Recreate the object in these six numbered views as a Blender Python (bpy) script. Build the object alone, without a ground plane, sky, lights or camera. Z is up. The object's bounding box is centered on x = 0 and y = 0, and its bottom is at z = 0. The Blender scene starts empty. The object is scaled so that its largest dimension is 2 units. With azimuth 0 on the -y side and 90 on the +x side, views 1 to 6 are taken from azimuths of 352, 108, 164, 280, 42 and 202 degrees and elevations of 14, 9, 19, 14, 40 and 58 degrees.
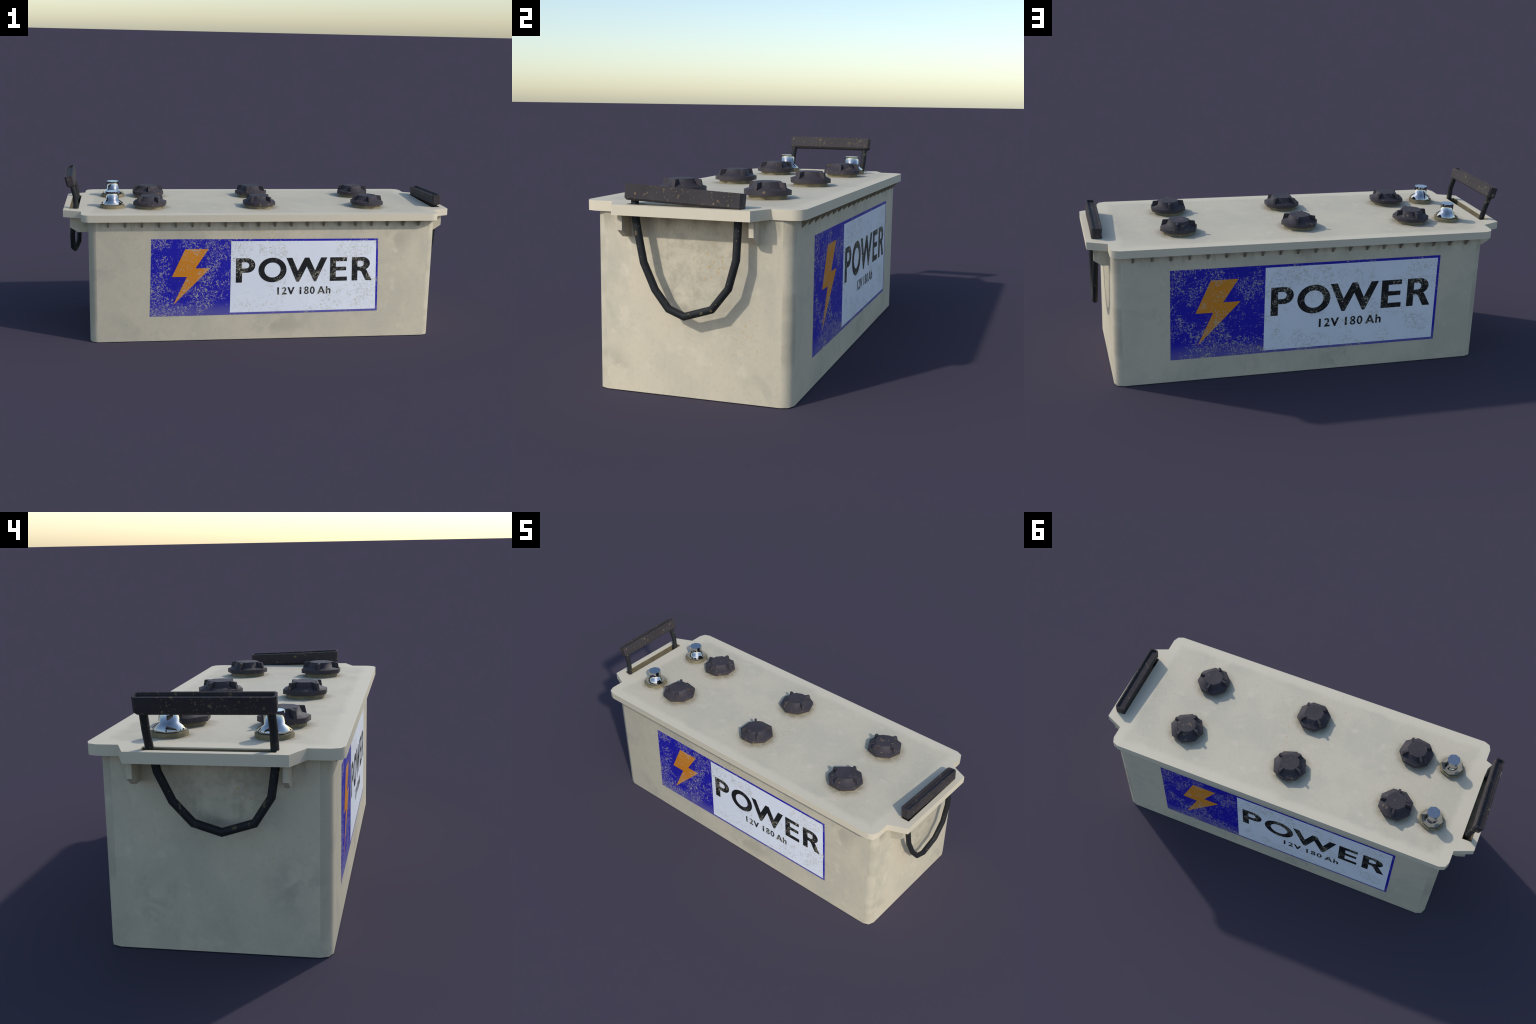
import bpy, bmesh, math, random
from mathutils import Vector, Matrix

random.seed(7)
COL = bpy.context.scene.collection

# ----------------------------------------------------------------------------
# proportions (metres)
# ----------------------------------------------------------------------------
CASE_X0, CASE_X1 = -0.868, 0.9023          # straight walled case
CASE_Y0, CASE_Y1 = -0.3505, 0.3575
LID_X0, LID_X1 = -0.9020, 0.9095           # overhanging lid plate
LID_Y = 0.3885
LID_Z0, LID_Z1 = 0.6246, 0.6596
TAB_X0, TAB_X1 = -0.9935, 1.0              # carrying lugs at both ends
TAB_Y, TAB_ROOT = 0.2408, 0.2808
SLOT_Y = 0.200

# ----------------------------------------------------------------------------
# node helpers
# ----------------------------------------------------------------------------
class Nodes:
    """Small wrapper to write node networks as expressions."""
    def __init__(self, name):
        self.mat = bpy.data.materials.new(name)
        self.mat.use_nodes = True
        self.nt = self.mat.node_tree
        self.bsdf = self.nt.nodes["Principled BSDF"]

    def put(self, sock, val):
        if hasattr(val, "is_output"):
            self.nt.links.new(val, sock)
        elif isinstance(val, (tuple, list)) and len(val) == 3 and sock.type == "RGBA":
            sock.default_value = (*val, 1.0)
        else:
            sock.default_value = val

    def coords(self):
        return self.nt.nodes.new("ShaderNodeTexCoord").outputs["Object"]

    def mapping(self, vec, scale=(1, 1, 1), loc=(0, 0, 0), rot=(0, 0, 0)):
        n = self.nt.nodes.new("ShaderNodeMapping")
        self.put(n.inputs["Vector"], vec)
        n.inputs["Location"].default_value = loc
        n.inputs["Rotation"].default_value = rot
        n.inputs["Scale"].default_value = scale
        return n.outputs["Vector"]

    def noise(self, vec, scale, detail=4.0, rough=0.6, distort=0.0):
        n = self.nt.nodes.new("ShaderNodeTexNoise")
        self.put(n.inputs["Vector"], vec)
        n.inputs["Scale"].default_value = scale
        n.inputs["Detail"].default_value = detail
        n.inputs["Roughness"].default_value = rough
        n.inputs["Distortion"].default_value = distort
        return n.outputs["Fac"]

    def voronoi(self, vec, scale, rand=1.0):
        n = self.nt.nodes.new("ShaderNodeTexVoronoi")
        self.put(n.inputs["Vector"], vec)
        n.inputs["Scale"].default_value = scale
        n.inputs["Randomness"].default_value = rand
        return n.outputs["Distance"], n.outputs["Color"]

    def math(self, op, a, b=None, c=None, clamp=False):
        n = self.nt.nodes.new("ShaderNodeMath")
        n.operation = op
        n.use_clamp = clamp
        self.put(n.inputs[0], a)
        if b is not None:
            self.put(n.inputs[1], b)
        if c is not None:
            self.put(n.inputs[2], c)
        return n.outputs[0]

    def vmath(self, op, a, b=None):
        n = self.nt.nodes.new("ShaderNodeVectorMath")
        n.operation = op
        self.put(n.inputs[0], a)
        if b is not None:
            self.put(n.inputs[1], b)
        return n.outputs["Value"] if op in ("LENGTH", "DISTANCE") else n.outputs["Vector"]

    def step(self, v, lo, hi):
        """smooth 0..1 ramp of v from lo to hi (lo may exceed hi)"""
        n = self.nt.nodes.new("ShaderNodeMapRange")
        n.interpolation_type = "SMOOTHSTEP"
        n.clamp = True
        self.put(n.inputs["Value"], v)
        if lo <= hi:
            n.inputs["From Min"].default_value = lo
            n.inputs["From Max"].default_value = hi
            n.inputs["To Min"].default_value = 0.0
            n.inputs["To Max"].default_value = 1.0
        else:
            n.inputs["From Min"].default_value = hi
            n.inputs["From Max"].default_value = lo
            n.inputs["To Min"].default_value = 1.0
            n.inputs["To Max"].default_value = 0.0
        return n.outputs["Result"]

    def mix(self, fac, a, b, mode="MIX"):
        n = self.nt.nodes.new("ShaderNodeMix")
        n.data_type = "RGBA"
        n.blend_type = mode
        self.put(n.inputs["Factor"], fac)
        self.put(n.inputs["A"], a)
        self.put(n.inputs["B"], b)
        return n.outputs["Result"]

    def xyz(self, vec):
        n = self.nt.nodes.new("ShaderNodeSeparateXYZ")
        self.put(n.inputs[0], vec)
        return n.outputs[0], n.outputs[1], n.outputs[2]

    def combine(self, x, y, z):
        n = self.nt.nodes.new("ShaderNodeCombineXYZ")
        self.put(n.inputs[0], x)
        self.put(n.inputs[1], y)
        self.put(n.inputs[2], z)
        return n.outputs[0]

    def random(self):
        return self.nt.nodes.new("ShaderNodeObjectInfo").outputs["Random"]

    def blob(self, vec, centre, size, scale=(1, 1, 1)):
        """soft round patch around a point of the object"""
        v = self.vmath("SUBTRACT", vec, centre)
        v = self.vmath("MULTIPLY", v, scale)
        return self.step(self.vmath("LENGTH", v), size, size * 0.15)

    def total(self, parts):
        s = parts[0]
        for p in parts[1:]:
            s = self.math("MAXIMUM", s, p)
        return s

    def bump(self, height, strength, dist=0.01):
        n = self.nt.nodes.new("ShaderNodeBump")
        n.inputs["Strength"].default_value = strength
        n.inputs["Distance"].default_value = dist
        self.put(n.inputs["Height"], height)
        self.put(self.bsdf.inputs["Normal"], n.outputs["Normal"])

    def finish(self, colour, rough=0.6, metal=0.0, spec=0.5):
        self.put(self.bsdf.inputs["Base Color"], colour)
        self.put(self.bsdf.inputs["Roughness"], rough)
        self.put(self.bsdf.inputs["Metallic"], metal)
        self.put(self.bsdf.inputs["Specular IOR Level"], spec)
        return self.mat


# colours (linear)
PLASTIC_A = (0.645, 0.566, 0.420)
PLASTIC_B = (0.560, 0.506, 0.385)
PLASTIC_PALE = (0.725, 0.642, 0.485)
LID_A = (0.635, 0.560, 0.418)
LID_B = (0.575, 0.518, 0.395)
LID_PALE = (0.715, 0.632, 0.478)
OCHRE = (0.560, 0.370, 0.130)
GRIME_AND_SHADE = (0.200, 0.175, 0.115)  # dirt tone, also used for shade painted on the walls


def ochre_specks(n, vec, where, size=46.0):
    """small dried yellowish spots, only where the mask lets them"""
    warped = n.mapping(vec, loc=(3.1, 1.7, 0.4))
    f = n.noise(warped, size, 3.0, 0.55)
    g = n.noise(vec, size * 2.3, 2.0, 0.5)
    s = n.math("ADD", n.math("MULTIPLY", f, 0.72), n.math("MULTIPLY", g, 0.28))
    # high values become spots; 'where' lowers the threshold
    return n.step(n.math("ADD", s, n.math("MULTIPLY", where, 0.10)), 0.700, 0.745)


def mottled_plastic(n, vec, a, b, pale, stretch=(1, 1, 1)):
    big = n.noise(n.mapping(vec, scale=stretch), 4.2, 5.0, 0.62, 0.4)
    mid = n.noise(n.mapping(vec, loc=(5, 2, 7)), 14.0, 4.0, 0.6)
    fine = n.noise(vec, 70.0, 3.0, 0.6)
    col = n.mix(n.step(big, 0.36, 0.66), a, b)
    col = n.mix(n.math("MULTIPLY", n.step(mid, 0.56, 0.74), 0.55), col, pale)
    col = n.mix(n.math("MULTIPLY", n.step(fine, 0.50, 0.72), 0.10), col, GRIME_AND_SHADE)
    return col, big, mid, fine


def make_case_material():
    n = Nodes("aged_cream_plastic")
    p = n.coords()
    x, y, z = n.xyz(p)
    col, big, mid, fine = mottled_plastic(n, p, PLASTIC_A, PLASTIC_B, PLASTIC_PALE, (1, 1, 0.8))
    # cloudy greyish water marks
    cloud = n.noise(n.mapping(p, loc=(9, 4, 2), scale=(1.0, 1.0, 0.7)), 5.5, 6.0, 0.55, 0.7)
    col = n.mix(n.math("MULTIPLY", n.step(cloud, 0.57, 0.68), 0.34), col, (0.420, 0.390, 0.310))
    # dark scuffed stretches on the rounded corner strips
    ax = n.math("ABSOLUTE", n.math("SUBTRACT", x, 0.0172))
    ay = n.math("ABSOLUTE", n.math("SUBTRACT", y, 0.0035))
    corner = n.math("MULTIPLY", n.math("GREATER_THAN", ax, 0.847), n.math("GREATER_THAN", ay, 0.3165))
    stretch = n.noise(n.mapping(p, scale=(1.0, 1.0, 2.6), loc=(0, 0, 1.3)), 1.5, 3.0, 0.5)
    worn = n.math("MULTIPLY", corner, n.step(stretch, 0.42, 0.54))
    col = n.mix(n.math("MULTIPLY", worn, 0.34), col, (0.300, 0.270, 0.200))
    # grime plus baked rope shade, painted on the end walls behind the loops
    loop_r = n.blob(p, (0.902, 0.02, 0.47), 0.26, (1.0, 1.0, 0.85))
    loop_l = n.blob(p, (-0.868, -0.02, 0.52), 0.24, (1.0, 1.0, 1.0))
    loop = n.math("MAXIMUM", loop_r, loop_l)
    rub = n.noise(n.mapping(p, loc=(1, 8, 3)), 20.0, 6.0, 0.70)
    grime_shade = n.math("MULTIPLY", n.step(loop, 0.0, 0.8), n.step(rub, 0.40, 0.70))
    col = n.mix(n.math("MULTIPLY", grime_shade, 0.36), col, GRIME_AND_SHADE)
    # greasy smudges low on the walls
    smudge = n.total([n.blob(p, (-0.868, 0.19, 0.15), 0.13, (1, 1.3, 0.9)), n.blob(p, (-0.868, -0.24, 0.22), 0.14),
                      n.blob(p, (0.902, -0.29, 0.08), 0.10), n.blob(p, (0.10, -0.3505, 0.08), 0.13, (0.6, 1, 1.3)),
                      n.blob(p, (-0.15, 0.3575, 0.07), 0.12), n.blob(p, (0.70, -0.3505, 0.52), 0.10)])
    smear = n.noise(n.mapping(p, loc=(6, 3, 3)), 11.0, 6.0, 0.6, 0.4)
    smudge = n.math("MULTIPLY", smudge, n.step(smear, 0.42, 0.58))
    col = n.mix(n.math("MULTIPLY", smudge, 0.34), col, (0.260, 0.245, 0.190))
    # shade under the lid painted into the wall colour as dirt-toned streaks
    lid_shade = n.noise(n.mapping(p, scale=(1.0, 1.0, 0.22), loc=(1, 1, 5)), 24.0, 5.0, 0.65)
    lid_shade = n.math("MULTIPLY", n.step(n.math("ADD", z, n.math("MULTIPLY", n.math("SUBTRACT", lid_shade, 0.5), 0.10)), 0.560, 0.625),
                 n.step(lid_shade, 0.40, 0.66))
    col = n.mix(n.math("MULTIPLY", lid_shade, 0.45), col, GRIME_AND_SHADE)
    # ochre drops: thick inside the loops, a few stray ones everywhere
    drops = n.total([n.blob(p, (0.902, 0.07, 0.47), 0.17), n.math("MULTIPLY", n.blob(p, (0.902, 0.16, 0.26), 0.22), 0.72),
                     n.blob(p, (-0.868, -0.06, 0.52), 0.14), n.math("MULTIPLY", n.blob(p, (-0.868, -0.18, 0.26), 0.22), 0.72),
                     n.blob(p, (0.0, -0.3505, 0.56), 0.20), n.blob(p, (0.0, 0.3575, 0.56), 0.20)])
    stray = n.step(n.noise(n.mapping(p, loc=(2, 2, 9)), 3.0, 2.0, 0.5), 0.45, 0.75)
    where = n.math("ADD", n.math("MULTIPLY", drops, 1.20), n.math("MULTIPLY", stray, 0.35))
    sp = ochre_specks(n, p, where, 72.0)
    col = n.mix(n.math("MULTIPLY", sp, 0.60), col, OCHRE)
    n.bump(n.math("ADD", n.math("MULTIPLY", mid, 0.6), n.math("MULTIPLY", fine, 0.25)), 0.10, 0.006)
    return n.finish(col, n.math("ADD", 0.55, n.math("MULTIPLY", big, 0.2)), 0.0, 0.35)


CAPS = [  # x, y, direction of one corner of the octagon (degrees)
    (0.5788, -0.1655, 65.0), (0.5788, 0.1618, 51.5),
    (0.0038, -0.1655, 23.0), (0.0038, 0.1618, 43.0),
    (-0.5602, -0.1655, 12.5), (-0.5620, 0.1622, 71.5)]
TERMINALS = [(-0.751, -0.1635), (-0.751, 0.1635)]


def make_lid_material():
    n = Nodes("aged_cream_lid_plastic")
    p = n.coords()
    x, y, z = n.xyz(p)
    col, big, mid, fine = mottled_plastic(n, p, LID_A, LID_B, LID_PALE)
    # paler rubbed border band along the rim
    ax = n.math("SUBTRACT", 0.905, n.math("ABSOLUTE", n.math("SUBTRACT", x, 0.0035)))
    ay = n.math("SUBTRACT", 0.3885, n.math("ABSOLUTE", y))
    rim = n.math("MINIMUM", ax, ay)
    wob = n.noise(p, 9.0, 4.0, 0.6)
    rim = n.math("ADD", rim, n.math("MULTIPLY", n.math("SUBTRACT", wob, 0.5), 0.06))
    col = n.mix(n.math("MULTIPLY", n.step(rim, 0.075, 0.035), 0.75), col, LID_PALE)
    # dirt and painted contact shade around the collars of the caps and posts
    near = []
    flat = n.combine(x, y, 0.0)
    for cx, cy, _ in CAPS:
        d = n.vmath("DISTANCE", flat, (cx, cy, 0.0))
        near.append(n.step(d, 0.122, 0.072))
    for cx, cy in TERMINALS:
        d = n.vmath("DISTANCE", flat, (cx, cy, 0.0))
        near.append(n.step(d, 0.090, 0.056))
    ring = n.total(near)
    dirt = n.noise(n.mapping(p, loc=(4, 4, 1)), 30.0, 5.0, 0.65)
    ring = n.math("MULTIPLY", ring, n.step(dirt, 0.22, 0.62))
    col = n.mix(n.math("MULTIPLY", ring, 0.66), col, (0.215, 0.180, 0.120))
    # dirt and recess shade, both put into the colour of the two rope slots
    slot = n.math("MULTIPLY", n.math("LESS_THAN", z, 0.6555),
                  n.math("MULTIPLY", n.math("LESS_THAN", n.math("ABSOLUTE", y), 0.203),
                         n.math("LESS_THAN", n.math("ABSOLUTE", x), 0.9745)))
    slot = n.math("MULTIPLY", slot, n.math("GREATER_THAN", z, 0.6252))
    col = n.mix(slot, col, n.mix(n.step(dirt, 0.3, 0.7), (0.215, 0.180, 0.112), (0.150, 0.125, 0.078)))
    where = n.total([n.blob(p, (0.13, -0.13, 0.659), 0.22), n.blob(p, (0.10, 0.0, 0.659), 0.16),
                     n.blob(p, (-0.12, -0.30, 0.659), 0.14), n.blob(p, (0.35, -0.24, 0.659), 0.16)])
    stray = n.step(n.noise(n.mapping(p, loc=(2, 2, 9)), 3.0, 2.0, 0.5), 0.45, 0.75)
    sp = ochre_specks(n, p, n.math("ADD", n.math("MULTIPLY", where, 1.05), n.math("MULTIPLY", stray, 0.35)), 66.0)
    col = n.mix(n.math("MULTIPLY", sp, 0.60), col, OCHRE)
    n.bump(n.math("ADD", n.math("MULTIPLY", mid, 0.6), n.math("MULTIPLY", fine, 0.25)), 0.08, 0.006)
    return n.finish(col, n.math("ADD", 0.55, n.math("MULTIPLY", big, 0.2)), 0.0, 0.35)


def make_stained_shaded_plastic(name, a_col, b_col):  # dirt on the collars, painted-in shade on the ribs
    n = Nodes(name)
    p = n.vmath("ADD", n.coords(), n.combine(n.math("MULTIPLY", n.random(), 9.0), 0.0, 0.0))
    a = n.noise(p, 22.0, 5.0, 0.65)
    col = n.mix(n.step(a, 0.35, 0.65), a_col, b_col)
    sp = n.step(n.noise(p, 70.0, 3.0, 0.55), 0.66, 0.72)
    col = n.mix(n.math("MULTIPLY", sp, 0.6), col, OCHRE)
    return n.finish(col, 0.75, 0.0, 0.2)


def make_black_material(name, base, low, spot, speck_gain=0.0, scale=1.0):
    n = Nodes(name)
    p = n.coords()
    q = n.vmath("ADD", p, n.combine(n.math("MULTIPLY", n.random(), 13.0), n.math("MULTIPLY", n.random(), 5.0), 0.0))
    a = n.noise(q, 12.0, 5.0, 0.6)
    col = n.mix(n.step(a, 0.35, 0.68), base, low)
    cluster = n.noise(n.mapping(q, loc=(3, 1, 2)), 9.0, 2.0, 0.5)
    d, c = n.voronoi(q, 95.0 * scale)
    big = n.noise(q, 58.0 * scale, 3.0, 0.55)
    small = n.step(d, 0.20 + speck_gain * 0.05, 0.10)
    small = n.math("MULTIPLY", small, n.step(cluster, 0.40, 0.56))
    big = n.step(n.math("ADD", big, n.math("MULTIPLY", cluster, 0.18)), 0.735 - speck_gain * 0.02, 0.785)
    fac = n.math("MAXIMUM", n.math("MULTIPLY", small, 0.50), n.math("MULTIPLY", big, 0.60))
    col = n.mix(fac, col, spot)
    n.bump(n.noise(q, 90.0, 3.0, 0.6), 0.08, 0.004)
    return n.finish(col, n.math("ADD", 0.62, n.math("MULTIPLY", fac, 0.25)), 0.0, 0.22)


def make_chrome_material():
    n = Nodes("polished_metal")
    p = n.coords()
    a = n.noise(p, 35.0, 5.0, 0.65)
    dots = n.step(n.noise(n.mapping(p, loc=(1, 3, 5)), 90.0, 2.0, 0.5), 0.72, 0.76)
    col = n.mix(n.step(a, 0.35, 0.70), (0.450, 0.462, 0.485), (0.380, 0.395, 0.420))
    col = n.mix(n.math("MULTIPLY", dots, 0.3), col, (0.45, 0.38, 0.28))
    return n.finish(col, n.math("ADD", 0.025, n.math("MULTIPLY", n.step(a, 0.4, 0.8), 0.05)), 1.0, 0.5)


def make_print_material(name, ink, alt, heavy, light, base, fade=None, spots=0.0, show=0.85, smear=0.0):
    """label ink flaking off: cream plastic shows through scratched flecks.
    heavy: list of (centre, radius) patches that are worn the most."""
    n = Nodes(name)
    p = n.coords()
    x, y, z = n.xyz(p)
    # scratch flecks: fine noise pulled along several directions
    f1 = n.noise(n.mapping(p, scale=(1.0, 1.0, 0.45), rot=(0, 0.7, 0)), 175.0, 3.0, 0.6, 0.8)
    f2 = n.noise(n.mapping(p, scale=(0.45, 1.0, 1.0), rot=(0, 0.9, 0), loc=(4, 1, 2)), 165.0, 3.0, 0.6, 0.8)
    f3 = n.noise(n.mapping(p, loc=(7, 1, 5)), 120.0, 4.0, 0.65, 0.6)
    fleck = n.math("MAXIMUM", f3, n.math("MAXIMUM", f1, f2))
    cloud = n.noise(n.mapping(p, loc=(1, 6, 3)), 7.0, 6.0, 0.68, 0.5)
    amount = n.math("MULTIPLY", n.math("SUBTRACT", cloud, 0.5), 0.70)
    if heavy:
        h = n.total([n.blob(p, c, r) for c, r in heavy])
        amount = n.math("ADD", amount, n.math("MULTIPLY", h, 0.07))
    amount = n.math("MINIMUM", amount, 0.062)
    worn = n.math("ADD", n.math("ADD", fleck, amount), light)
    worn = n.math("MULTIPLY", n.step(worn, 0.672, 0.728), show)
    if alt:
        ink = n.mix(n.step(n.noise(p, 5.0, 3.0, 0.5), 0.35, 0.65), ink, alt)
    if fade:
        f = n.step(z, fade[1], fade[0])
        ink = n.mix(n.math("MULTIPLY", f, fade[2]), ink, base)
    if smear:                                    # rubbed in greyish dirt on pale ink
        rub = n.noise(n.mapping(p, loc=(3, 9, 1)), 30.0, 6.0, 0.72, 0.8)
        dirt = n.math("MULTIPLY", n.step(rub, 0.50, 0.68), n.step(n.math("ADD", cloud, n.math("MULTIPLY", h, 0.12)), 0.46, 0.66))
        ink = n.mix(n.math("MULTIPLY", dirt, smear), ink, (0.400, 0.375, 0.310))
    col = n.mix(worn, ink, base)
    if spots:
        where = n.blob(p, (0.02, -0.35 if heavy_side == 0 else 0.357, 0.50), 0.22)
        sp = ochre_specks(n, p, n.math("MULTIPLY", where, 0.9), 60.0)
        col = n.mix(n.math("MULTIPLY", sp, spots), col, OCHRE)
    return n.finish(col, 0.55, 0.0, 0.3)


heavy_side = 0

# ----------------------------------------------------------------------------
# mesh helpers
# ----------------------------------------------------------------------------
def new_object(name, mesh, mat=None, parent=None):
    ob = bpy.data.objects.new(name, mesh)
    COL.objects.link(ob)
    if mat and not mesh.materials:
        mesh.materials.append(mat)
    if parent:
        ob.parent = parent
    return ob


def mesh_from_bm(bm, name, smooth=None):
    bmesh.ops.recalc_face_normals(bm, faces=bm.faces)
    if smooth is not None:
        lim = math.radians(smooth)
        for f in bm.faces:
            f.smooth = True
        for e in bm.edges:
            e.smooth = len(e.link_faces) == 2 and e.calc_face_angle(0) < lim
    me = bpy.data.meshes.new(name)
    bm.to_mesh(me)
    bm.free()
    return me


def ring(bm, pts):
    return [bm.verts.new(p) for p in pts]


def bridge(bm, a, b):
    n = len(a)
    for i in range(n):
        bm.faces.new((a[i], a[(i + 1) % n], b[(i + 1) % n], b[i]))


def loft(bm, rings, cap0=True, cap1=True):
    vs = [ring(bm, r) for r in rings]
    for a, b in zip(vs, vs[1:]):
        bridge(bm, a, b)
    if cap0:
        bm.faces.new(vs[0])
    if cap1:
        bm.faces.new(vs[-1])
    return vs


def rounded_corner(cx, cy, r, a0, seg):
    return [(cx + r * math.cos(a0 + math.pi / 2 * i / seg), cy + r * math.sin(a0 + math.pi / 2 * i / seg))
            for i in range(seg + 1)]


def rounded_rect(x0, x1, y0, y1, r, seg=2):
    return (rounded_corner(x1 - r, y1 - r, r, 0, seg) + rounded_corner(x0 + r, y1 - r, r, math.pi / 2, seg)
            + rounded_corner(x0 + r, y0 + r, r, math.pi, seg) + rounded_corner(x1 - r, y0 + r, r, 1.5 * math.pi, seg))


def turn(profile, sides, offset=0.0):
    """rings of a faceted lathe: profile of (radius, height)"""
    out = []
    for r, h in profile:
        out.append([(r * math.cos(offset + 2 * math.pi * i / sides),
                     r * math.sin(offset + 2 * math.pi * i / sides), h) for i in range(sides)])
    return out


# ----------------------------------------------------------------------------
# materials
# ----------------------------------------------------------------------------
MAT_CASE = make_case_material()
MAT_LID = make_lid_material()
MAT_COLLAR = make_stained_shaded_plastic("dirt_stained_collar", (0.270, 0.228, 0.140), (0.190, 0.165, 0.100))
MAT_CAP = make_black_material("dusty_black_plastic", (0.054, 0.046, 0.053), (0.042, 0.037, 0.044), (0.270, 0.195, 0.105))
MAT_GRIP = make_black_material("dusty_black_grip", (0.047, 0.040, 0.043), (0.037, 0.032, 0.035), (0.270, 0.195, 0.100), 1.0, 1.0)
MAT_ROPE = make_black_material("black_rope", (0.020, 0.022, 0.024), (0.015, 0.016, 0.018), (0.200, 0.155, 0.085), 0.6, 0.75)
MAT_CHROME = make_chrome_material()
MAT_RIB = make_stained_shaded_plastic("shaded_rib_plastic", (0.310, 0.268, 0.190), (0.225, 0.195, 0.135))  # darker rib colour stands in for the shade beneath the lid

# ----------------------------------------------------------------------------
# root
# ----------------------------------------------------------------------------
battery = bpy.data.objects.new("vehicle_battery", None)
COL.objects.link(battery)
battery["label"] = "worn cream truck battery with black caps and rope handles"
battery["category"] = "car battery"

# ----------------------------------------------------------------------------
# case with the row of small gussets under the lid
# ----------------------------------------------------------------------------
bm = bmesh.new()
outline = rounded_rect(CASE_X0, CASE_X1, CASE_Y0, CASE_Y1, 0.0395, 2)
loft(bm, [[(x, y, 0.0) for x, y in outline], [(x, y, LID_Z0 + 0.004) for x, y in outline]])
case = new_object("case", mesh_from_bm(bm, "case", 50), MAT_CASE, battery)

bm = bmesh.new()
t, out, drop = 0.0046, 0.0300, 0.0337
tri = [(-0.004, 0.001), (out, 0.001), (out, -0.0015), (0.0, -drop), (-0.004, -drop)]
loft(bm, [[(-t, a, b) for a, b in tri], [(t, a, b) for a, b in tri]])
rib_mesh = mesh_from_bm(bm, "rib")
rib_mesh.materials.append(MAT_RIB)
for side, wall in ((-1, CASE_Y0), (1, CASE_Y1)):
    for i in range(20):
        rib = bpy.data.objects.new("rib", rib_mesh)
        COL.objects.link(rib)
        rib.parent = case
        rib.location = (-0.7712 + 0.0833 * i, wall, LID_Z0)
        rib.rotation_euler = (0, 0, 0 if side > 0 else math.pi)

# ----------------------------------------------------------------------------
# lid: one plate with two lugs, each with a recessed slot for the rope
# ----------------------------------------------------------------------------
R = 0.0400
right = [(LID_X1, -TAB_ROOT), (TAB_X1, -TAB_Y), (TAB_X1, TAB_Y), (LID_X1, TAB_ROOT)]
left = [(LID_X0, TAB_ROOT), (TAB_X0, TAB_Y), (TAB_X0, -TAB_Y), (LID_X0, -TAB_ROOT)]
lid_outline = (right + rounded_corner(LID_X1 - R, LID_Y - R, R, 0, 2)
               + rounded_corner(LID_X0 + R, LID_Y - R, R, math.pi / 2, 2) + left
               + rounded_corner(LID_X0 + R, -LID_Y + R, R, math.pi, 2)
               + rounded_corner(LID_X1 - R, -LID_Y + R, R, 1.5 * math.pi, 2))
bm = bmesh.new()
loft(bm, [[(x, y, LID_Z0) for x, y in lid_outline], [(x, y, LID_Z1) for x, y in lid_outline]])
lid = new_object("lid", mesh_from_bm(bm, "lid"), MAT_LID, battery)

SLOTS = [(-0.9662, -0.9190), (0.9262, 0.9735)]
for x0, x1 in SLOTS:
    bm = bmesh.new()
    loft(bm, [[(x, y, z) for x, y in ((x0, -SLOT_Y), (x1, -SLOT_Y), (x1, SLOT_Y), (x0, SLOT_Y))]
              for z in (LID_Z1 - 0.0335, LID_Z1 + 0.02)])
    cutter = new_object("cutter", mesh_from_bm(bm, "cutter"))
    mod = lid.modifiers.new("slot", "BOOLEAN")
    mod.operation = "DIFFERENCE"
    mod.solver = "EXACT"
    mod.object = cutter
bpy.context.view_layer.update()
dg = bpy.context.evaluated_depsgraph_get()
cut_mesh = bpy.data.meshes.new_from_object(lid.evaluated_get(dg))
lid.modifiers.clear()
lid.data = cut_mesh
for ob in [o for o in bpy.data.objects if o.name.startswith("cutter")]:
    bpy.data.objects.remove(ob)
bm = bmesh.new()
bm.from_mesh(lid.data)
for f in bm.faces:
    f.smooth = True
for e in bm.edges:
    e.smooth = len(e.link_faces) == 2 and e.calc_face_angle(0) < math.radians(48)
bm.to_mesh(lid.data)
bm.free()

# brackets that carry the lugs
def bracket(x_wall, x_apex, x_out, y0, y1):
    bm = bmesh.new()
    prof = [(x_wall, LID_Z0 + 0.002), (x_out, LID_Z0 + 0.002), (x_out, 0.5715), (x_apex, 0.5460), (x_wall, 0.5460)]
    loft(bm, [[(a, y0, b) for a, b in prof], [(a, y1, b) for a, b in prof]])
    return new_object("bracket", mesh_from_bm(bm, "bracket"), MAT_CASE, lid)

for y0, y1 in ((-0.2330, -0.2165), (0.2265, 0.2432)):
    bracket(CASE_X1 - 0.003, 0.9335, 0.9708, y0, y1)
for y0, y1 in ((-0.2350, -0.2180), (0.2240, 0.2405)):
    bracket(CASE_X0 + 0.003, -0.9225, -0.9615, y0, y1)

# ----------------------------------------------------------------------------
# screw caps: octagonal flange, sloping shoulder, neck and four grip fins
# ----------------------------------------------------------------------------
def build_cap_mesh():
    bm = bmesh.new()
    loft(bm, turn([(0.0872, 0.0145), (0.0872, 0.0315), (0.0575, 0.0415), (0.0497, 0.0608)], 8))
    w = 0.0055
    for k in range(4):
        a = math.radians(22.5) + k * math.pi / 2
        ca, sa = math.cos(a), math.sin(a)
        prof = [(0.040, 0.030), (0.0795, 0.030), (0.0785, 0.0350), (0.0730, 0.0578), (0.0455, 0.0604), (0.040, 0.0604)]
        loft(bm, [[(r * ca - s * sa, r * sa + s * ca, h) for r, h in prof] for s in (-w, w)])
    return mesh_from_bm(bm, "cap", 50)


def build_collar_mesh(r, h):
    bm = bmesh.new()
    loft(bm, turn([(r, -0.002), (r, h)], 8))
    return mesh_from_bm(bm, "collar", 50)


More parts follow.
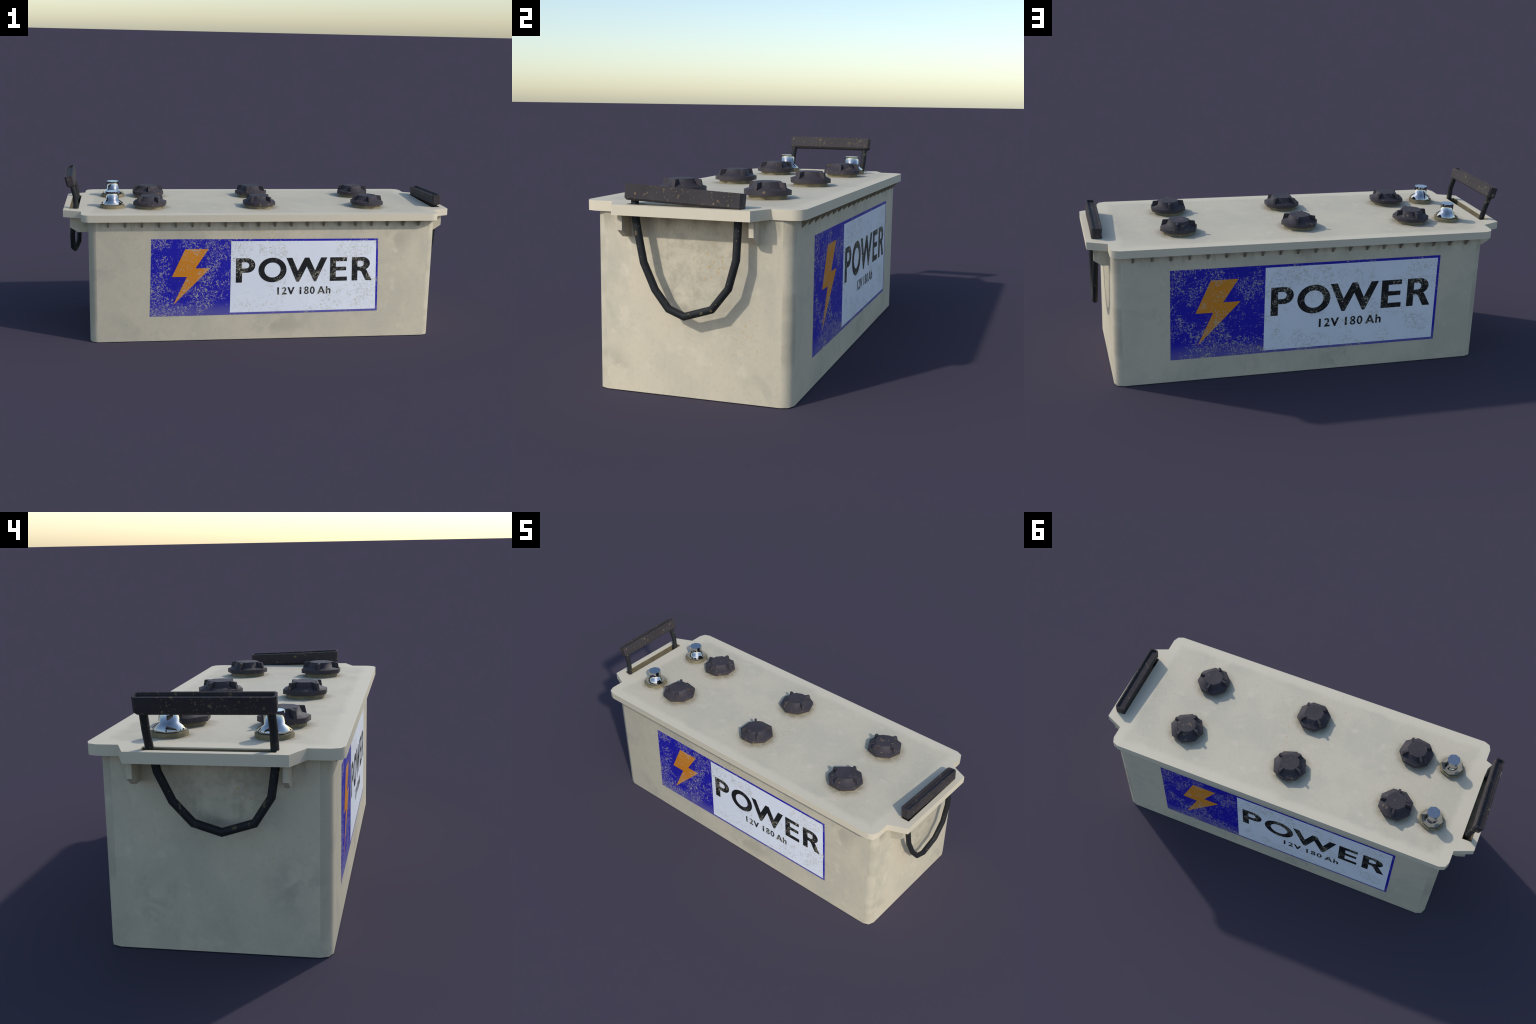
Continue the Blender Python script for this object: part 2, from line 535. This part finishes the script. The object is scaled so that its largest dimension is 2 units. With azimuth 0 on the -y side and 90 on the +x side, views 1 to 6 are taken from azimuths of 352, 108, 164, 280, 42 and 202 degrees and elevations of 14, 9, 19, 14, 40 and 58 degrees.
cap_mesh = build_cap_mesh()
cap_mesh.materials.append(MAT_CAP)
collar_mesh = build_collar_mesh(0.0740, 0.0155)
collar_mesh.materials.append(MAT_COLLAR)
for i, (x, y, deg) in enumerate(CAPS):
    cap = bpy.data.objects.new("vent_cap", cap_mesh)
    COL.objects.link(cap)
    cap.parent = battery
    cap.location = (x, y, LID_Z1)
    cap.rotation_euler = (0, 0, math.radians(deg))
    collar = bpy.data.objects.new("collar", collar_mesh)
    COL.objects.link(collar)
    collar.parent = cap
    collar.rotation_euler = (0, 0, math.radians((11, -9, 17, 0, -14, 6)[i]))

# ----------------------------------------------------------------------------
# terminal posts
# ----------------------------------------------------------------------------
bm = bmesh.new()
loft(bm, turn([(0.0515, 0.012), (0.0515, 0.0152), (0.0553, 0.0235), (0.0318, 0.0405), (0.0330, 0.0828)], 8))
post_mesh = mesh_from_bm(bm, "post", 89)
post_mesh.materials.append(MAT_CHROME)
bm = bmesh.new()
loft(bm, turn([(0.0615, -0.002), (0.0615, 0.0150), (0.0500, 0.0150), (0.0470, 0.0120)], 8))
seat_mesh = mesh_from_bm(bm, "post_collar", 50)
seat_mesh.materials.append(MAT_COLLAR)
for x, y in TERMINALS:
    post = bpy.data.objects.new("terminal_post", post_mesh)
    COL.objects.link(post)
    post.parent = battery
    post.location = (x, y, LID_Z1)
    seat = bpy.data.objects.new("post_collar", seat_mesh)
    COL.objects.link(seat)
    seat.parent = post

# ----------------------------------------------------------------------------
# handles: trough shaped grip bar and a rope loop running through the slot
# ----------------------------------------------------------------------------
def chamfer_rect(hx, hy, c):
    return [(hx, hy - c), (hx - c, hy), (-hx + c, hy), (-hx, hy - c),
            (-hx, -hy + c), (-hx + c, -hy), (hx - c, -hy), (hx, -hy + c)]


def grip_bar(name, top0, top1, up, width, height):
    """top0/top1: middle of the upper rim at both ends; up: bar's own upward direction"""
    y_ax = (Vector(top1) - Vector(top0))
    length = y_ax.length
    y_ax.normalize()
    up = Vector(up)
    up = (up - y_ax * up.dot(y_ax)).normalized()
    x_ax = y_ax.cross(up).normalized()
    mid = (Vector(top0) + Vector(top1)) / 2
    hx, hy, c = width / 2, length / 2, 0.0075
    def at(pts, h):
        return [mid + x_ax * a + y_ax * b + up * h for a, b in pts]
    bm = bmesh.new()
    outer = chamfer_rect(hx, hy, c)
    b0 = chamfer_rect(hx - 0.0065, hy - 0.0065, c * 0.8)
    low = chamfer_rect(hx - 0.0005, hy - 0.0005, c)
    inn = chamfer_rect(hx - 0.0065, hy - 0.0065, c * 0.8)
    inn2 = chamfer_rect(hx - 0.0080, hy - 0.0080, c * 0.7)
    loft(bm, [at(b0, -height), at(low, -height + 0.0070), at(outer, 0.0), at(inn, 0.0), at(inn2, -0.0085)])
    ob = new_object(name, mesh_from_bm(bm, name, 30), MAT_GRIP, battery)
    return ob


def rope(points, radius, parent, sides=8):
    pts = [Vector(p) for p in points]
    bm = bmesh.new()
    rings = []
    ref = Vector((1, 0, 0))
    for i, p in enumerate(pts):
        d0 = (p - pts[i - 1]).normalized() if i else (pts[1] - p).normalized()
        d1 = (pts[i + 1] - p).normalized() if i < len(pts) - 1 else d0
        tan = (d0 + d1).normalized()
        n1 = (ref - tan * ref.dot(tan)).normalized()
        n2 = tan.cross(n1)
        bend = (d1 - d0)
        k = 1.0 / max(0.5, tan.dot(d0))
        r = []
        for s in range(sides):
            a = 2 * math.pi * (s + 0.5) / sides
            v = n1 * math.cos(a) + n2 * math.sin(a)
            if bend.length > 1e-4:                      # widen along the mitre
                b = bend.normalized()
                v = v + b * v.dot(b) * (k - 1.0)
            r.append(p + v * radius)
        rings.append(r)
    loft(bm, rings)
    return new_object("rope", mesh_from_bm(bm, "rope", 55), MAT_ROPE, parent)


grip_l = grip_bar("handle", (-0.9640, -0.2055, 0.8238), (-0.9775, 0.2055, 0.8216), (-0.0120, 0.0, 0.0490), 0.0440, 0.0555)
rope([(-0.9500, -0.1855, 0.7850), (-0.9440, -0.1868, 0.7600), (-0.9330, -0.1900, 0.7180), (-0.9320, -0.1925, 0.6600),
      (-0.9440, -0.1945, 0.6100), (-0.9520, -0.1835, 0.5255), (-0.9525, -0.1335, 0.4470), (-0.9480, -0.0358, 0.4147),
      (-0.9320, 0.0530, 0.4355), (-0.9300, 0.1140, 0.5000), (-0.9320, 0.1555, 0.5880), (-0.9340, 0.1620, 0.6200),
      (-0.9400, 0.1735, 0.6620), (-0.9480, 0.1790, 0.7130), (-0.9640, 0.1790, 0.7600), (-0.9700, 0.1790, 0.7850)],
     0.0131, grip_l)

grip_r = grip_bar("handle", (0.9482, -0.2058, 0.7262), (0.9486, 0.2058, 0.7082), (-0.0052, 0.0, 0.0490), 0.0460, 0.0540)
rope([(0.9510, -0.1780, 0.6950), (0.9500, -0.1780, 0.6650), (0.9520, -0.1755, 0.6180), (0.9550, -0.1670, 0.5735),
      (0.9557, -0.1455, 0.4670), (0.9575, -0.1040, 0.3780), (0.9585, -0.0550, 0.3160), (0.9590, 0.0012, 0.2948),
      (0.9610, 0.0987, 0.3262), (0.9625, 0.1565, 0.3996), (0.9615, 0.1824, 0.4955), (0.9575, 0.1848, 0.5775),
      (0.9545, 0.1850, 0.6180), (0.9520, 0.1840, 0.6500), (0.9510, 0.1830, 0.6820)],
     0.0131, grip_r)

# ----------------------------------------------------------------------------
# printed labels on both long walls
# ----------------------------------------------------------------------------
LABEL_W, LABEL_H = 1.296, 0.4355           # design size; u to the right, v up


def arc(cx, cy, rx, ry, a0, a1, n):
    return [(cx + rx * math.cos(math.radians(a0 + (a1 - a0) * i / n)),
             cy + ry * math.sin(math.radians(a0 + (a1 - a0) * i / n))) for i in range(n + 1)]


B0, B1 = 0.1840, 0.3245                    # base line and cap height of the big word
S0, S1 = 0.1098, 0.1522                    # same for the small line
WORD = {
    "P": [[(0.4657, B0), (0.4657, B1)] + arc(0.5290, 0.2825, 0.0452, 0.0420, 90, -90, 14)
          + [(0.5003, 0.2405), (0.5003, B0)],
          [(0.4985, 0.3010)] + arc(0.5215, 0.2832, 0.0190, 0.0178, 90, -90, 10) + [(0.4985, 0.2654)]],
    "O": [arc(0.6728, 0.2543, 0.0802, 0.0718, 0, 354, 59), arc(0.6728, 0.2544, 0.0465, 0.0437, 0, 353, 47)],
    "W": [[(0.7518, B1), (0.7860, B1), (0.8194, 0.2465), (0.8591, B1), (0.8844, B1), (0.9199, 0.2480),
           (0.9544, B1), (0.9910, B1), (0.9268, 0.1836), (0.9140, 0.1836), (0.8711, 0.2725), (0.8276, 0.1836),
           (0.8116, 0.1836)]],
    "E": [[(1.0079, B0), (1.0079, B1), (1.1083, B1), (1.1083, 0.3012), (1.0425, 0.3000), (1.0428, 0.2680),
           (1.1043, 0.2676), (1.1043, 0.2460), (1.0428, 0.2452), (1.0428, 0.2080), (1.1100, 0.2080), (1.1100, B0)]],
    "R": [[(1.1385, B0), (1.1385, B1)] + arc(1.2020, 0.2855, 0.0453, 0.0390, 90, -62, 12)
          + [(1.2290, 0.2430), (1.2600, B0), (1.2225, B0), (1.2010, 0.2275)]
          + arc(1.1830, 0.2270, 0.0160, 0.0158, 20, 100, 5) + [(1.1724, 0.2428), (1.1724, B0)],
          [(1.1726, 0.3020)] + arc(1.1920, 0.2844, 0.0182, 0.0176, 90, -90, 10) + [(1.1722, 0.2668)]],
}
SMALL = {
    "1": [[(0.7025, S0), (0.7025, S1), (0.7122, S1), (0.7122, S0)]],
    "2": [[(0.7288, S0), (0.7565, S0), (0.7565, 0.1182), (0.7440, 0.1182), (0.7520, 0.1300), (0.7545, 0.1395),
           (0.7522, 0.1475), (0.7465, 0.1522), (0.7395, 0.1532), (0.7330, 0.1512), (0.7283, 0.1455), (0.7340, 0.1412),
           (0.7372, 0.1448), (0.7405, 0.1457), (0.7442, 0.1438), (0.7452, 0.1390), (0.7425, 0.1320), (0.7288, 0.1125)]],
    "V": [[(0.7605, S1), (0.7712, S1), (0.7815, 0.1268), (0.7918, S1), (0.8023, S1), (0.7848, 0.1094), (0.7782, 0.1094)]],
    "one": [[(0.8320, S0), (0.8320, S1), (0.8417, S1), (0.8417, S0)]],
    "8": [arc(0.8714, 0.1212, 0.0142, 0.0118, -246, 66, 26) + arc(0.8714, 0.1425, 0.0124, 0.0113, -67, 247, 24),
          arc(0.8714, 0.1212, 0.0060, 0.0056, 0, 340, 17), arc(0.8714, 0.1424, 0.0047, 0.0047, 0, 340, 17)],
    "0": [arc(0.9060, 0.1312, 0.0143, 0.0219, 0, 350, 35), arc(0.9060, 0.1312, 0.0058, 0.0148, 0, 345, 23)],
    "A": [[(0.9355, S0), (0.9532, 0.1528), (0.9628, 0.1528), (0.9808, S0), (0.9702, S0), (0.9668, 0.1185),
           (0.9495, 0.1185), (0.9460, S0)], [(0.9524, 0.1258), (0.9640, 0.1258), (0.9582, 0.1410)]],
    "h": [[(0.9858, S0), (0.9858, 0.1530), (0.9948, 0.1530), (0.9948, 0.1372), (0.9990, 0.1402), (1.0050, 0.1408),
           (1.0108, 0.1380), (1.0136, 0.1318), (1.0136, S0), (1.0046, S0), (1.0046, 0.1292), (1.0026, 0.1330),
           (0.9990, 0.1334), (0.9958, 0.1308), (0.9948, 0.1270), (0.9948, S0)]],
}
BOLT = [[(0.1839, 0.3786), (0.3120, 0.3790), (0.2412, 0.2690), (0.3232, 0.2695), (0.1240, 0.0628),
         (0.1955, 0.2212), (0.1145, 0.2222)]]
WHITE = (0.4367, 1.2835, 0.0122, 0.4234)


def place_back(u, v, d):
    return (0.6487 - u, CASE_Y1 + d, 0.1097 + v)


def place_front(u, v, d):
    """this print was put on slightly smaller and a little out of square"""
    a, b = u / LABEL_W, v / LABEL_H
    x = -0.5694 + 1.2255 * a + 0.0118 * b - 0.0224 * a * b - 0.0426 * a * a - 0.0023 * b * b
    z = 0.1295 + 0.0073 * a + 0.4101 * b - 0.0154 * a * b + 0.0030 * a * a - 0.0082 * b * b
    return (x, CASE_Y0 - d, z)


def outline_mesh(name, loops, place, d0, d1):
    """flat shape with holes, extruded between two depths over the wall"""
    cu = bpy.data.curves.new("shape", "CURVE")
    cu.dimensions = "2D"
    cu.fill_mode = "BOTH"
    cu.extrude = 0.5
    for lp in loops:
        sp = cu.splines.new("POLY")
        sp.points.add(len(lp) - 1)
        for pt, (u, v) in zip(sp.points, lp):
            pt.co = (u, v, 0, 1)
        sp.use_cyclic_u = True
    tmp = bpy.data.objects.new("shape", cu)
    COL.objects.link(tmp)
    bpy.context.view_layer.update()
    me = bpy.data.meshes.new_from_object(tmp.evaluated_get(bpy.context.evaluated_depsgraph_get()))
    bpy.data.objects.remove(tmp)
    bpy.data.curves.remove(cu)
    me.materials.clear()
    me.name = name
    for vt in me.vertices:
        d = d1 if vt.co.z > 0 else d0
        vt.co = place(vt.co.x, vt.co.y, d)
    bm = bmesh.new()
    bm.from_mesh(me)
    bmesh.ops.remove_doubles(bm, verts=bm.verts, dist=1e-6)
    bmesh.ops.recalc_face_normals(bm, faces=bm.faces)
    bm.to_mesh(me)
    bm.free()
    return me


def panel_mesh(name, u0, u1, v0, v1, place, d0, d1, nu=16, nv=6):
    bm = bmesh.new()
    layers = []
    for d in (d0, d1):
        layers.append([[bm.verts.new(place(u0 + (u1 - u0) * i / nu, v0 + (v1 - v0) * j / nv, d))
                        for i in range(nu + 1)] for j in range(nv + 1)])
    for g in layers:
        for j in range(nv):
            for i in range(nu):
                bm.faces.new((g[j][i], g[j][i + 1], g[j + 1][i + 1], g[j + 1][i]))
    a, b = layers
    for j in range(nv):
        for i in (0, nu):
            bm.faces.new((a[j][i], a[j + 1][i], b[j + 1][i], b[j][i]))
    for i in range(nu):
        for j in (0, nv):
            bm.faces.new((a[j][i], a[j][i + 1], b[j][i + 1], b[j][i]))
    return mesh_from_bm(bm, name)


PRINT_BASE = (0.500, 0.450, 0.340)
BLUE, ORANGE, BLACK = (0.0125, 0.0095, 0.400), (0.730, 0.265, 0.016), (0.0100, 0.0105, 0.0115)
WHITE_A, WHITE_B = (0.860, 0.875, 0.920), (0.825, 0.845, 0.900)

# patches that lost most ink, in design coordinates (u, v, radius)
WORN = [(0.10, 0.33, 0.12), (0.03, 0.38, 0.10), (0.22, 0.40, 0.09), (0.06, 0.06, 0.16), (0.26, 0.10, 0.14),
        (0.02, 0.17, 0.08), (0.30, 0.20, 0.10), (0.16, 0.02, 0.10), (0.20, 0.30, 0.08), (0.36, 0.33, 0.09)]
WORN_WHITE = [(0.51, 0.37, 0.08), (0.62, 0.36, 0.09), (0.72, 0.38, 0.09), (0.55, 0.06, 0.10), (0.70, 0.04, 0.09),
              (1.18, 0.36, 0.11), (1.08, 0.33, 0.08), (1.24, 0.08, 0.12), (1.02, 0.06, 0.10), (0.47, 0.30, 0.05)]
WORN_TEXT = [(0.55, 0.30, 0.06), (0.49, 0.24, 0.05), (0.82, 0.21, 0.06), (1.06, 0.29, 0.08), (1.20, 0.31, 0.07),
             (0.93, 0.21, 0.06), (1.03, 0.24, 0.05), (0.72, 0.13, 0.05), (0.96, 0.12, 0.06)]

def follow_wall_shading(label_obs, sign):
    """the film hugs the wall, so it takes over the wall's smooth shading normals"""
    tilt = math.radians(11.25)
    for ob in label_obs:
        me = ob.data
        for f in me.polygons:
            f.use_smooth = True
        norms = []
        for vt in me.vertices:
            k = (vt.co.x - (CASE_X0 + 0.0395)) / (CASE_X1 - CASE_X0 - 0.079)
            a = tilt * (2 * k - 1)
            norms.append((math.sin(a), sign * math.cos(a), 0.0))
        me.normals_split_custom_set_from_vertices(norms)


for heavy_side, place in enumerate((place_front, place_back)):
    def spots(lst):
        k = 1.0 if place is place_back else 0.91
        return [(place(u, v, 0.001), r * k) for u, v, r in lst]
    zb = place(0.2, 0.0, 0)[2]
    m_blue = make_print_material("worn_blue_print", BLUE, (0.0140, 0.0105, 0.360), spots(WORN), 0.036, PRINT_BASE,
                                 (zb + 0.005, zb + 0.085, 0.20))
    m_white = make_print_material("worn_white_print", WHITE_A, WHITE_B, spots(WORN_WHITE), 0.018, PRINT_BASE, None, 0.75, 0.75, 0.40)
    m_bolt = make_print_material("worn_orange_print", ORANGE, (0.680, 0.235, 0.014), spots(WORN), 0.060, PRINT_BASE)
    m_black = make_print_material("worn_black_print", BLACK, None, spots(WORN_TEXT), 0.034, PRINT_BASE)
    label = new_object("label", panel_mesh("label", 0, LABEL_W, 0, LABEL_H, place, -0.002, 0.0008), m_blue, battery)
    new_object("white_field", panel_mesh("white_field", *WHITE, place, 0.0002, 0.0013), m_white, label)
    new_object("lightning_bolt", outline_mesh("lightning_bolt", BOLT, place, 0.0002, 0.0013), m_bolt, label)
    for key, loops in WORD.items():
        new_object("letter", outline_mesh("letter", loops, place, 0.0006, 0.0018), m_black, label)
    for key, loops in SMALL.items():
        kind = "letter" if key in ("V", "A", "h") else "digit"
        new_object(kind, outline_mesh(kind, loops, place, 0.0006, 0.0018), m_black, label)
    follow_wall_shading([label] + list(label.children), -1.0 if place is place_front else 1.0)
